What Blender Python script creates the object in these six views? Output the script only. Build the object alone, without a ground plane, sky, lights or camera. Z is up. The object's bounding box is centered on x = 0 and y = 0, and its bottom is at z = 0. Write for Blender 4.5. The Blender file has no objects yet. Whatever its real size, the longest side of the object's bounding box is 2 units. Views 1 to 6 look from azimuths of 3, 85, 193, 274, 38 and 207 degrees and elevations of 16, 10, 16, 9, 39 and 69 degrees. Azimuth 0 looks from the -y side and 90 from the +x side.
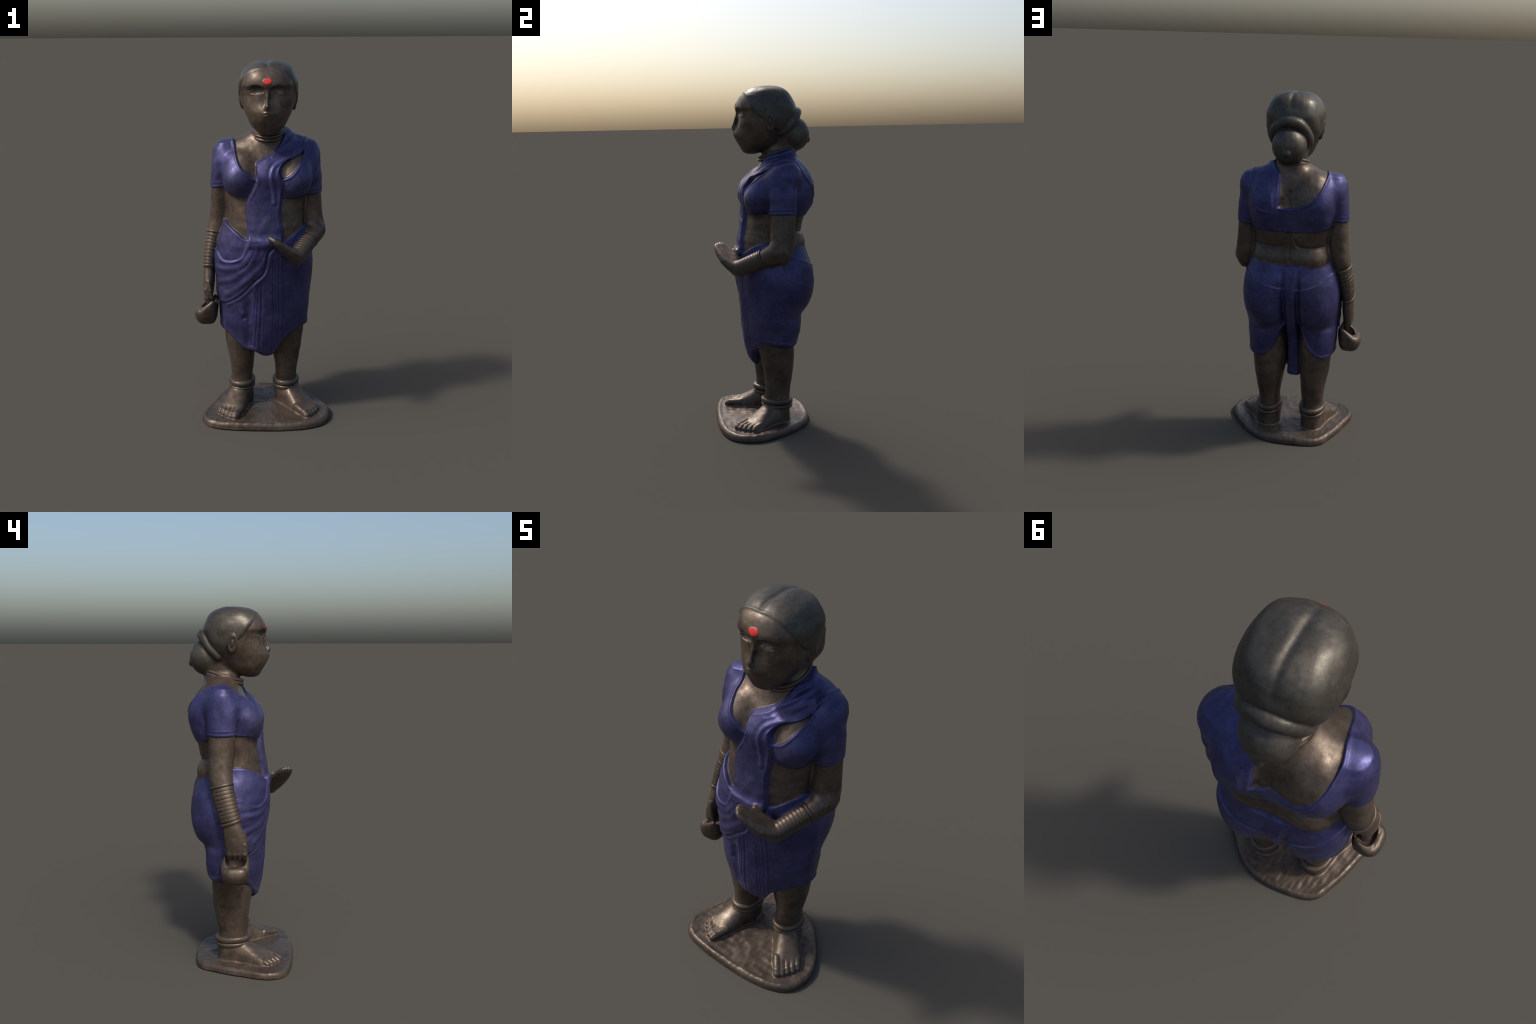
# Cast bronze statue of a standing woman in a blue sari, holding a small pot.
# The cast body is described as a field of lofted solids (profiles by height),
# ellipsoids and tubes melted together, meshed once, then split into named parts.
import bpy, numpy as np, math
from mathutils import Matrix, Vector

H = 0.0030          # mesh cell size of the casting
f32 = np.float32
rng = np.random.RandomState(7)

# ------------------------------------------------------------------ helpers
def smin(a, b, k):
    h = np.maximum(k - np.abs(a - b), 0) / k
    return np.minimum(a, b) - h * h * k * 0.25

def smax(a, b, k):
    return -smin(-a, -b, k)

def sstep(x, a, b):
    t = np.clip((x - a) / (b - a), 0, 1)
    return t * t * (3 - 2 * t)

def pchip(k, v, x):
    """monotone cubic through the key points"""
    h = np.diff(k); d = np.diff(v) / h
    m = np.zeros(len(k)); m[0], m[-1] = d[0], d[-1]
    for i in range(1, len(k) - 1):
        if d[i - 1] * d[i] > 0:
            w1, w2 = 2 * h[i] + h[i - 1], h[i] + 2 * h[i - 1]
            m[i] = (w1 + w2) / (w1 / d[i - 1] + w2 / d[i])
    j = np.clip(np.searchsorted(k, x, 'right') - 1, 0, len(k) - 2)
    t = (x - k[j]) / h[j]
    return ((1 + 2 * t) * (1 - t) ** 2 * v[j] + t * (1 - t) ** 2 * h[j] * m[j]
            + t * t * (3 - 2 * t) * v[j + 1] + t * t * (t - 1) * h[j] * m[j + 1])

def smooth_lut(keys, vals, n=600, w=0.012):
    """piecewise linear profile, softened"""
    k = np.asarray(keys, float); v = np.asarray(vals, float)
    o = np.argsort(k); k = k[o]; v = v[o]
    x = np.linspace(k[0], k[-1], n)
    y = pchip(k, v, x)
    step = (k[-1] - k[0]) / (n - 1)
    r = max(1, int(w / step))
    ker = np.hanning(2 * r + 3)[1:-1]; ker /= ker.sum()
    pad = np.concatenate([2 * y[0] - y[1:r + 1][::-1], y, 2 * y[-1] - y[-r - 1:-1][::-1]])
    return x.astype(f32), np.convolve(pad, ker, 'valid').astype(f32)

class Curve1:
    def __init__(self, pts, w=0.012):
        self.x, self.y = smooth_lut([p[0] for p in pts], [p[1] for p in pts], w=w)
    def __call__(self, t):
        return np.interp(t, self.x, self.y).astype(f32)

def catmull(pts, sub=6, closed=False):
    P = np.asarray(pts, float); n = len(P); out = []
    rngi = range(n if closed else n - 1)
    for i in rngi:
        g = (lambda j: P[j % n]) if closed else (lambda j: P[min(max(j, 0), n - 1)])
        p0, p1, p2, p3 = g(i - 1), g(i), g(i + 1), g(i + 2)
        for s in range(sub):
            t = s / sub
            out.append(0.5 * ((2 * p1) + (p2 - p0) * t + (2 * p0 - 5 * p1 + 4 * p2 - p3) * t * t
                              + (3 * p1 - p0 - 3 * p2 + p3) * t ** 3))
    if not closed: out.append(P[-1])
    return np.array(out)

def seg2(px, pz, a, b):
    d = b - a; L = max(float(d @ d), 1e-12)
    t = np.clip(((px - a[0]) * d[0] + (pz - a[1]) * d[1]) / L, 0, 1)
    return (px - a[0] - t * d[0]) ** 2 + (pz - a[1] - t * d[1]) ** 2

class Mask2:
    """signed distance to a closed soft outline (positive inside), sampled bilinearly"""
    def __init__(self, pts, sub=6, step=0.0025, margin=0.06):
        P = catmull(pts, sub, True)
        self.lo = P.min(0) - margin; hi = P.max(0) + margin
        self.step = step
        nx, nz = np.ceil((hi - self.lo) / step).astype(int) + 1
        X, Z = np.meshgrid(self.lo[0] + np.arange(nx) * step, self.lo[1] + np.arange(nz) * step, indexing='ij')
        d = np.full(X.shape, 1e9); ins = np.zeros(X.shape, bool)
        for i in range(len(P)):
            a, b = P[i], P[(i + 1) % len(P)]
            d = np.minimum(d, seg2(X, Z, a, b))
            c = (a[1] > Z) != (b[1] > Z)
            if abs(b[1] - a[1]) > 1e-12:
                ins ^= c & (X < (b[0] - a[0]) * (Z - a[1]) / (b[1] - a[1]) + a[0])
        self.G = np.where(ins, np.sqrt(d), -np.sqrt(d)).astype(f32)
        self.n = (nx, nz)
    def __call__(self, x, z):
        u = np.clip((x - self.lo[0]) / self.step, 0, self.n[0] - 1.001)
        v = np.clip((z - self.lo[1]) / self.step, 0, self.n[1] - 1.001)
        i = u.astype(int); j = v.astype(int); u = u - i; v = v - j; G = self.G
        return ((G[i, j] * (1 - u) + G[i + 1, j] * u) * (1 - v)
                + (G[i, j + 1] * (1 - u) + G[i + 1, j + 1] * u) * v).astype(f32)

class Lines2(Mask2):
    """distance to open soft strokes in a plane"""
    def __init__(self, strokes, step=0.0025, margin=0.05):
        S = [catmull(s, 6) for s in strokes]; A = np.concatenate(S)
        self.lo = A.min(0) - margin; hi = A.max(0) + margin; self.step = step
        nx, nz = np.ceil((hi - self.lo) / step).astype(int) + 1
        X, Z = np.meshgrid(self.lo[0] + np.arange(nx) * step, self.lo[1] + np.arange(nz) * step, indexing='ij')
        d = np.full(X.shape, 1e9)
        for P in S:
            for i in range(len(P) - 1):
                d = np.minimum(d, seg2(X, Z, P[i], P[i + 1]))
        self.G = np.sqrt(d).astype(f32); self.n = (nx, nz)

def frame(o, axis, up):
    a = np.array(axis, float); a /= np.linalg.norm(a)
    u = np.array(up, float); u -= a * (u @ a); u /= np.linalg.norm(u)
    w = np.cross(u, a)
    return np.array(o, f32), np.array([w, u, a], f32)      # local x = w, y = u, z = a

def local(P, fr):
    return (P - fr[0]) @ fr[1].T

class Loft:
    """stack of super-elliptic sections: rows (z, xmin, xmax, ymin, ymax)"""
    def __init__(self, rows, n=2.3, nb=None, w=0.012, cy=None, fr=None, shear=0.0, x0=0.0, cx=None):
        R = np.array(rows, float); self.fr = fr; self.shear = shear; self.x0 = x0
        z = R[:, 0]; self.z0, self.z1 = z.min(), z.max()
        c_x = 0.5 * (R[:, 1] + R[:, 2]) if cx is None else np.full(len(z), cx)
        c_y = 0.5 * (R[:, 3] + R[:, 4]) if cy is None else np.array([cy(t) for t in z])
        L = lambda v: smooth_lut(z, v, w=w)
        self.zz, self.cx = L(c_x); self.cy = L(c_y)[1]
        self.xl = L(c_x - R[:, 1])[1]; self.xr = L(R[:, 2] - c_x)[1]
        self.yf = L(c_y - R[:, 3])[1]; self.yb = L(R[:, 4] - c_y)[1]
        self.n = n; self.nb = nb or n
        gz = lambda v: np.gradient(v, self.zz).astype(f32)
        self.gx, self.gy = gz(.5 * (self.xl + self.xr)), gz(.5 * (self.yf + self.yb))
        self.hx, self.hy = .5 * (self.xl + self.xr), .5 * (self.yf + self.yb)
        m = 0.06
        self.lo = np.array([R[:, 1].min() - m, R[:, 3].min() - m - 0.03 * (shear != 0), self.z0 - m], f32)
        self.hi = np.array([R[:, 2].max() + m, R[:, 4].max() + m + 0.03 * (shear != 0), self.z1 + m], f32)
    def raw(self, P):
        x, y, z = P[:, 0], P[:, 1], P[:, 2]
        if self.shear: y = y - self.shear * (x - self.x0)
        g = lambda v: np.interp(z, self.zz, v).astype(f32)
        dx = x - g(self.cx); dy = y - g(self.cy)
        rx = np.maximum(np.where(dx < 0, g(self.xl), g(self.xr)), 1e-3)
        ry = np.maximum(np.where(dy < 0, g(self.yf), g(self.yb)), 1e-3)
        n = self.n
        if isinstance(n, list): n = np.interp(z, [p[0] for p in n], [p[1] for p in n])   # roundness may change with height
        if self.nb is not self.n: n = np.where(dy < 0, n, self.nb).astype(f32)
        q = np.maximum((np.abs(dx / rx) ** n + np.abs(dy / ry) ** n) ** (1 / n), 1e-3)
        r = np.sqrt(dx * dx + dy * dy)
        rad = np.where(r < 1e-4, np.minimum(rx, ry), r / q)
        d = (q - 1) * rad
        wx = (np.abs(dx / rx) / q) ** n
        slope = rad * (wx * g(self.gx / np.maximum(self.hx, .002)) + (1 - wx) * g(self.gy / np.maximum(self.hy, .002)))
        d = d / np.sqrt(1 + np.minimum(slope * slope, 30))
        return smax(d, np.maximum(z - self.z1, self.z0 - z), 0.006)
    def __call__(self, P):
        Q = local(P, self.fr) if self.fr is not None else P
        out = np.full(len(P), 0.3, f32)
        m = np.all((Q > self.lo) & (Q < self.hi), 1)
        if m.any(): out[m] = self.raw(Q[m])
        return out

class Ell:
    def __init__(self, c, r, fr=None):
        self.c = np.array(c, f32); self.r = np.array(r, f32); self.R = fr
    def __call__(self, P):
        D = P - self.c
        if self.R is not None: D = D @ self.R.T
        out = np.full(len(P), 0.3, f32)
        m = np.all(np.abs(P - self.c) < self.r.max() + 0.06, 1)
        D = D[m]
        q = np.maximum(np.sqrt(((D / self.r) ** 2).sum(1)), 1e-3)
        r = np.sqrt((D * D).sum(1))
        out[m] = (q - 1) * np.maximum(r, 1e-4) / q
        return out

class Dome:
    """super-ellipsoid with separate front and back depth"""
    def __init__(self, c, rx, yf, yb, rz, n):
        self.c = np.array(c, f32); self.r = (rx, yf, yb, rz); self.n = n
    def __call__(self, P):
        out = np.full(len(P), 0.3, f32)
        m = np.all(np.abs(P - self.c) < max(self.r) + .06, 1)
        D = P[m] - self.c; rx, yf, yb, rz = self.r
        E = np.abs(np.stack([D[:, 0] / rx, D[:, 1] / np.where(D[:, 1] < 0, yf, yb), D[:, 2] / rz], 1))
        q = np.maximum((E ** self.n).sum(1) ** (1 / self.n), 1e-3)
        r = np.sqrt((D * D).sum(1))
        out[m] = (q - 1) * np.maximum(r, 1e-4) / q
        return out

class Tube:
    """chain of round cones: pts [(x,y,z,r)...]"""
    def __init__(self, pts, k=0.004):
        self.p = (catmull(pts, 3) if len(pts) > 4 else np.array(pts)).astype(f32); self.k = k
        self.lo = (self.p[:, :3] - self.p[:, 3:]).min(0) - 0.06
        self.hi = (self.p[:, :3] + self.p[:, 3:]).max(0) + 0.06
    def __call__(self, P):
        out = np.full(len(P), 0.3, f32)
        m = np.all((P > self.lo) & (P < self.hi), 1)
        if not m.any(): return out
        Q = P[m]; d = None
        for a, b in zip(self.p[:-1], self.p[1:]):
            ab = b[:3] - a[:3]; L = max(float(ab @ ab), 1e-9)
            t = np.clip(((Q - a[:3]) @ ab) / L, 0, 1)
            e = Q - a[:3] - t[:, None] * ab
            v = np.sqrt((e * e).sum(1)) - (a[3] + (b[3] - a[3]) * t)
            d = v if d is None else smin(d, v, self.k)
        out[m] = d
        return out

def lumps(P, f, seed):
    r = np.random.RandomState(seed); s = np.zeros(len(P), f32)
    for i in range(5):
        d = r.normal(size=3); d /= np.linalg.norm(d); e = r.normal(size=3); e /= np.linalg.norm(e)
        g = f * (0.7 + 0.25 * i)
        s += (np.sin((P @ d.astype(f32)) * g + r.uniform(0, 6)) * np.sin((P @ e.astype(f32)) * g * 0.8 + r.uniform(0, 6))).astype(f32)
    return s / 3.0

# ------------------------------------------------------------------ solids
SH = 0.030      # the body is turned a little: left side set back
torso = Loft([
    (0.90, -.17, .20, -.09, .18), (1.00, -.185, .215, -.120, .205), (1.05, -.196, .228, -.134, .222),
    (1.11, -.198, .232, -.130, .230), (1.165, -.196, .230, -.120, .220), (1.19, -.197, .231, -.115, .222),
    (1.24, -.202, .235, -.108, .232), (1.30, -.210, .242, -.102, .240), (1.37, -.217, .250, -.100, .247),
    (1.43, -.220, .252, -.080, .242), (1.48, -.214, .248, -.053, .235), (1.52, -.195, .232, -.023, .225),
    (1.555, -.160, .205, -.004, .212), (1.585, -.100, .150, .012, .198), (1.62, -.050, .11, .02, .185)],
    n=2.4, nb=3.0, shear=SH, x0=.02)
fill_l = Tube([(.222, .065, 1.34, .026), (.224, .068, 1.20, .030), (.226, .068, 1.06, .028)])
fill_r = Tube([(-.190, .045, 1.34, .026), (-.194, .052, 1.20, .030), (-.200, .058, 1.08, .026)])
blade_r = Ell((-.105, .140, 1.410), (.115, .128, .170))
blade_l = Ell((.132, .156, 1.405), (.115, .130, .170))
roll_r = Ell((-.105, .116, 1.095), (.098, .107, .092))
roll_l = Ell((.125, .122, 1.095), (.102, .110, .092))
trap_r = Tube([(.02, .105, 1.580, .064), (-.10, .095, 1.538, .051), (-.200, .082, 1.505, .054)])
trap_l = Tube([(.05, .115, 1.585, .062), (.15, .138, 1.547, .052), (.238, .138, 1.508, .055)])
chest_r = Ell((-.105, .012, 1.418), (.115, .094, .112))
chest_l = Ell((.165, .028, 1.412), (.110, .098, .112))
ball_r = Ell((-.210, .078, 1.474), (.058, .074, .080))
ball_l = Ell((.253, .102, 1.476), (.057, .074, .080))
breast_r = Ell((-.118, -.050, 1.375), (.086, .080, .092))
breast_l = Ell((.178, -.028, 1.362), (.088, .080, .090))
drape_core = Loft([(.92, -.12, .16, -.105, .05), (.98, -.12, .16, -.130, .05), (1.04, -.12, .16, -.145, .05), (1.10, -.12, .16, -.142, .05), (1.21, -.12, .15, -.127, .05), (1.28, -.12, .15, -.119, .05),
                   (1.33, -.12, .15, -.117, .05), (1.39, -.09, .15, -.121, .05), (1.43, -.07, .16, -.109, .05), (1.47, -.06, .20, -.082, .05),
                   (1.52, -.02, .24, -.045, .06), (1.56, .0, .25, .0, .1)], n=2.6, shear=SH, x0=.02)
neck = Loft([(1.52, -.075, .135, .0, .20), (1.57, -.056, .116, .004, .198), (1.60, -.049, .109, .004, .196),
             (1.66, -.050, .110, .005, .198), (1.74, -.055, .115, .02, .195)], n=2.1, nb=2.6)
arm_r = Loft([
    (1.545, -.228, -.190, .052, .105), (1.52, -.246, -.165, .030, .128), (1.49, -.262, -.165, .012, .145), (1.45, -.275, -.172, .001, .152), (1.40, -.282, -.18, .000, .152), (1.33, -.286, -.186, .003, .147),
    (1.25, -.291, -.175, .008, .146), (1.14, -.303, -.182, .020, .145), (1.06, -.318, -.200, .016, .137),
    (1.04, -.318, -.210, .014, .130), (1.00, -.322, -.232, .005, .117), (.93, -.328, -.260, -.010, .093), (.87, -.330, -.272, -.024, .070),
    (.83, -.333, -.270, -.040, .065), (.78, -.334, -.272, -.058, .060), (.73, -.334, -.277, -.066, .056),
    (.695, -.328, -.282, -.066, .053), (.672, -.315, -.288, -.060, .048)], n=2.3)
arm_l = Loft([
    (1.540, .225, .268, .078, .128), (1.515, .20, .288, .045, .163), (1.485, .20, .303, .033, .173), (1.44, .205, .314, .026, .175), (1.40, .21, .319, .024, .174), (1.31, .224, .325, .024, .169),
    (1.20, .212, .331, .026, .164), (1.12, .212, .340, .020, .160), (1.07, .225, .338, .022, .150),
    (1.035, .245, .328, .035, .135), (1.008, .270, .308, .060, .115)], n=2.3)
EL = np.array([.298, .062, 1.072]); WR = np.array([.194, -.158, .970]); TIP = np.array([.060, -.256, 1.096])
fa_ax = WR - EL; fa_len = np.linalg.norm(fa_ax)
FA = frame(EL, fa_ax, (0, 0, 1))
fore_l = Loft([(-.05, -.03, .03, -.03, .03), (-.03, -.044, .044, -.044, .044), (0, -.054, .057, -.059, .058),
               (.06, -.051, .053, -.056, .053), (.10, -.045, .045, -.046, .046), (.14, -.043, .043, -.044, .044), (.22, -.038, .038, -.040, .039),
               (fa_len, -.038, .038, -.042, .041), (fa_len + .03, -.025, .025, -.03, .03)], n=2.0, fr=FA)
ha_ax = TIP - WR; ha_len = np.linalg.norm(ha_ax)
HA = frame(WR, ha_ax, (.49, .26, .83))
hand_loft = Loft([(-.03, -.028, .028, -.028, .028), (0, -.042, .042, -.038, .036), (.04, -.050, .058, -.035, .031),
                  (.08, -.053, .066, -.029, .026), (.12, -.050, .064, -.025, .022), (.16, -.045, .056, -.022, .019),
                  (.195, -.037, .046, -.018, .016), (.212, -.026, .034, -.013, .012), (.221, -.010, .016, -.007, .007)],
                 n=2.5, fr=HA)
def hpt(s, a, u):
    return WR + HA[1][2] * s + HA[1][0] * a + HA[1][1] * u
thumb = Tube([(*hpt(.05, -.030, .0), .016), (*hpt(.10, -.046, .006), .012), (*hpt(.135, -.050, .010), .009)])

def hand_l(P):
    d = hand_loft(P)
    m = d < 0.03
    if m.any():
        Q = local(P[m], HA); g = 0
        for a in (-.022, .0, .022):
            c = .006 + a * (1 - 0.4 * np.clip((Q[:, 2] - .1) / .15, 0, 1))
            g = g + np.exp(-((Q[:, 0] - c) / .0035) ** 2)
        d = d.copy(); d[m] += (.0028 * g * sstep(Q[:, 2], .08, .14)).astype(f32)
    return smin(d, thumb(P), .008)

fingers_r = [Tube([(-.318, y, .745, .010), (-.316, y, .695, .0125), (-.302, y, .668, .012), (-.282, y, .668, .010)], .004)
             for y in (-.052, -.024, .004, .032)]
thumb_r = Tube([(-.300, -.048, .79, .012), (-.292, -.057, .74, .012), (-.284, -.056, .70, .011), (-.279, -.045, .68, .010)])

leg_r = Loft([
    (.80, -.190, -.02, -.07, .10), (.60, -.205, -.022, -.070, .140), (.50, -.217, -.030, -.078, .150),
    (.43, -.215, -.036, -.073, .147), (.345, -.203, -.047, -.062, .143), (.25, -.188, -.056, -.048, .125),
    (.20, -.184, -.060, -.045, .115), (.15, -.184, -.060, -.048, .115), (.11, -.187, -.060, -.050, .118),
    (.06, -.188, -.061, -.040, .121), (.02, -.19, -.06, -.03, .123)], n=2.2)
leg_l = Loft([
    (.80, .04, .21, -.04, .12), (.60, .030, .230, -.060, .155), (.50, .038, .236, -.050, .163),
    (.40, .045, .225, -.030, .162), (.32, .058, .213, -.016, .153), (.26, .069, .203, -.011, .143),
    (.20, .074, .196, -.012, .135), (.15, .071, .200, -.016, .136), (.11, .068, .205, -.016, .134),
    (.06, .068, .206, -.005, .133), (.02, .066, .207, 0, .135)], n=2.2)

def make_foot(o, tip, inner, width=.067):
    """instep loft plus five toes; inner = +1 when the big toe lies toward local +x"""
    ax = np.array([tip[0] - o[0], tip[1] - o[1], 0.0]); L = np.linalg.norm(ax)
    fr = frame((o[0], o[1], 0), ax, (0, 0, 1))
    w = width
    b = -.03
    rows = [(-.02, -w * .9, w * .9, b, .145), (.02, -w, w, b, .152), (.06, -w, w, b, .144), (.10, -w * 1.03, w * 1.03, b, .124),
            (.14, -w * 1.08, w * 1.08, b, .101), (.18, -w * 1.10, w * 1.10, b, .081), (L - .01, -w * 1.04, w * 1.04, b, .066),
            (L + .01, -w * .88, w * .88, b, .054)]
    body = Loft(rows, n=2.5, fr=fr, cy=lambda t: .035)
    toes = []
    for i in range(5):
        a = inner * w * (.78 - .39 * i)
        reach = L + (.038, .040, .032, .022, .008)[i]
        r = (.0205, .0150, .0145, .0140, .0135)[i]
        def pt(s, h): return fr[0] + fr[1][2] * s + fr[1][0] * a + fr[1][1] * h
        toes.append(Tube([(*pt(L - .05, .062), r), (*pt(reach - .02, .054), r), (*pt(reach - .004, .045), r * .95)]))
    def f(P):
        d = body(P)
        for t in toes: d = smin(d, t(P), .006)
        return d
    return f
foot_r = make_foot((-.122, .02), (-.184, -.180), +1)
foot_l = make_foot((.137, .045), (.277, -.125), -1)

head_cy = lambda z: float(np.interp(z, [1.6, 1.66, 1.75, 1.9, 2.0], [-.055, -.02, .02, .04, .045]))
HX = .035
def hrow(z, hx, yf, yb): return (z, HX - hx, HX + hx, yf, yb)
skull = Loft([
    hrow(1.613, .020, -.080, -.040), hrow(1.618, .040, -.095, -.015), hrow(1.64, .070, -.110, .030),
    hrow(1.66, .088, -.121, .070), hrow(1.70, .110, -.137, .130), hrow(1.746, .130, -.138, .160),
    hrow(1.785, .142, -.133, .180), hrow(1.82, .147, -.129, .193), hrow(1.85, .149, -.133, .199),
    hrow(1.88, .149, -.142, .199), hrow(1.895, .147, -.139, .194), hrow(1.91, .139, -.128, .183), hrow(1.93, .118, -.100, .160)],
    n=2.35, w=.018, cy=head_cy)
crown = Dome((HX - .003, .046, 1.85), .149, .188, .146, .1425, 2.6)
nose = Tube([(.037, -.128, 1.868, .006), (.036, -.141, 1.82, .0065), (.035, -.157, 1.770, .0095), (.035, -.153, 1.760, .0095)], .006)
muzzle = Ell((.033, -.095, 1.734), (.048, .058, .042))
nostrils = [Ell((.035 + s * .0105, -.148, 1.760), (.0075, .011, .006)) for s in (-1, 1)]
lip_up = Ell((.031, -.147, 1.738), (.018, .016, .0075))
lip_lo = Ell((.031, -.145, 1.724), (.016, .015, .0080))
sockets = [Ell((.036 + s * .066, -.138, 1.850), (.050, .0265, .0235)) for s in (-1, 1)]
eyes = [Ell((.036 + s * .066, -.0970, 1.840), (.035, .0085, .0130)) for s in (-1, 1)]
hair_edge = Curve1([(1.70, .20), (1.735, .150), (1.75, .075), (1.77, .062), (1.805, .020), (1.82, -.005), (1.84, -.030),
                    (1.88, -.058), (1.905, -.074), (1.935, -.088), (1.955, -.097), (1.975, -.110), (2.0, -.2)], w=.006)
ear_parts = []
for sx, cx, cy, cz in ((1, .1775, .043, 1.790), (-1, -.112, .029, 1.798)):
    t = math.radians(8) * 1
    Rm = np.array([[1, 0, 0], [0, math.cos(t), math.sin(t)], [0, -math.sin(t), math.cos(t)]], f32)
    q = math.radians(9) * sx
    Rm = (Rm @ np.array([[math.cos(q), 0, -math.sin(q)], [0, 1, 0], [math.sin(q), 0, math.cos(q)]])).astype(f32)
    ear_parts.append((sx, Ell((cx, cy, cz), (.016, .028, .056), Rm), np.array((cx, cy, cz), f32), Rm))
bun_e = Ell((.030, .192, 1.724), (.093, .090, .099))
knob = Ell((.024, .274, 1.692), (.018, .014, .018))
band_t = Tube([(.132, .108, 1.735, .022), (.128, .148, 1.768, .026), (.110, .182, 1.805, .027), (.074, .201, 1.838, .0275),
               (.027, .209, 1.849, .0275), (-.018, .200, 1.839, .0275), (-.048, .176, 1.805, .027), (-.061, .145, 1.765, .026),
               (-.061, .113, 1.728, .022)], .006)

skirt_loft = Loft([
    (1.17, -.205, .240, -.140, .214), (1.11, -.222, .247, -.150, .226), (1.05, -.242, .257, -.155, .246),
    (.97, -.259, .276, -.157, .265), (.89, -.266, .284, -.153, .258), (.80, -.260, .280, -.145, .236),
    (.72, -.253, .269, -.139, .200), (.66, -.249, .263, -.136, .184), (.60, -.246, .258, -.133, .174),
    (.55, -.244, .258, -.129, .168), (.50, -.236, .249, -.122, .163), (.45, -.226, .24, -.114, .160),
    (.40, -.215, .23, -.102, .158), (.365, -.205, .22, -.078, .15), (.345, -.20, .215, -.055, .145), (.33, -.19, .21, -.02, .14)],
    n=[(.40, 1.68), (.62, 1.75), (.78, 1.98), (.95, 2.1)], nb=3.0, shear=.075, x0=.0)
butt_r = Ell((-.122, .136, .865), (.128, .126, .190))
butt_l = Ell((.132, .150, .865), (.138, .136, .190))
thigh_r = Ell((-.125, .062, .630), (.120, .120, .205))
thigh_l = Ell((.140, .070, .650), (.114, .138, .205))
strip = Loft([(.350, -.036, .020, .0, .06), (.372, -.047, .031, -.01, .088), (.42, -.045, .029, -.01, .092), (.50, -.043, .025, .0, .112),
              (.60, -.043, .022, .0, .148), (.70, -.044, .022, .0, .205), (.76, -.045, .022, .0, .232), (.82, -.046, .023, .0, .252), (.88, -.047, .025, .0, .264),
              (.95, -.048, .027, .0, .270), (1.02, -.055, .033, .0, .258), (1.075, -.08, .055, .0, .236)], n=4.5)
back_line = Curve1([(-.28, 1.06), (-.227, 1.034), (-.192, 1.0), (-.124, .967), (-.048, .947), (.045, .953), (.125, .970), (.196, .994), (.254, 1.026), (.30, 1.04)])
top_front = Curve1([(-.30, 1.15), (-.215, 1.143), (-.185, 1.129), (-.132, 1.094), (-.087, 1.065), (.02, 1.05), (.13, 1.054),
                    (.192, 1.092), (.254, 1.128), (.30, 1.13)])
top_back = Curve1([(.30, 1.085), (.259, 1.085), (.187, 1.092), (.068, 1.077), (-.005, 1.072), (-.076, 1.079), (-.15, 1.108),
                   (-.214, 1.118), (-.3, 1.12)])
hem_front = Curve1([(-.30, .51), (-.24, .508), (-.206, .497), (-.148, .447), (-.096, .405), (-.042, .393), (-.006, .362), (.025, .345),
                    (.058, .358), (.085, .398), (.119, .458), (.19, .505), (.242, .535), (.30, .54)], w=.016)
hem_back = Curve1([(.30, .52), (.252, .512), (.223, .496), (.165, .502), (.120, .535), (.090, .580), (.066, .640), (.030, .706), (-.015, .74),
                   (-.054, .716), (-.088, .622), (-.115, .568), (-.145, .532), (-.193, .505), (-.229, .512), (-.254, .54), (-.3, .55)], w=.016)

base_pts = [(-.335, -.20), (-.300, -.260), (-.225, -.292), (-.10, -.303), (.05, -.301), (.18, -.287), (.28, -.262), (.345, -.222),
            (.382, -.165), (.394, -.10), (.383, -.03), (.35, .04), (.29, .12), (.22, .193), (.15, .238), (.05, .260), (-.06, .257),
            (-.155, .240), (-.212, .207), (-.25, .14), (-.285, .05), (-.318, -.06), (-.337, -.13)]
base_mask = Mask2(base_pts, 5)
def base_f(P):
    x, y, z = P[:, 0], P[:, 1], P[:, 2]
    out = np.full(len(P), 0.3, f32); m = z < .12
    if not m.any(): return out
    Q = P[m]
    side = -base_mask(Q[:, 0], Q[:, 1]) + .003
    top = .036 + .0026 * lumps(Q * np.array([1, 1, 0], f32), 42, 3) + .0016 * lumps(Q * np.array([1, 1, 0], f32), 95, 4) + .004 * sstep(-side, .12, .02) * 0
    d = smax(side + .14 * np.clip(Q[:, 2], 0, .05) - .002, Q[:, 2] - top - .003 * ridge(side + .018, .012), .018)
    out[m] = smax(d, -Q[:, 2] + .0005, .006)
    return out

# ------------------------------------------------------------------ garment outlines (x, z as seen from front / behind)
neck_front = Mask2([(-.150, 1.72), (-.156, 1.60), (-.148, 1.56), (-.138, 1.52), (-.122, 1.474), (-.097, 1.440), (-.061, 1.410),
                    (-.031, 1.388), (.04, 1.370), (.110, 1.386), (.158, 1.408), (.188, 1.442), (.213, 1.487), (.223, 1.53), (.224, 1.72)], 5)
neck_back = Mask2([(-.160, 1.72), (-.172, 1.60), (-.170, 1.544), (-.149, 1.49), (-.11, 1.447), (-.057, 1.416), (.009, 1.400),
                   (.060, 1.405), (.12, 1.43), (.20, 1.51), (.22, 1.60), (.22, 1.72)], 5)
bl_front = Curve1([(-.30, 1.31), (-.194, 1.305), (-.165, 1.295), (-.125, 1.287), (-.087, 1.286), (.02, 1.28), (.122, 1.279), (.165, 1.275),
                   (.208, 1.279), (.245, 1.29), (.3, 1.29)])
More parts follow.
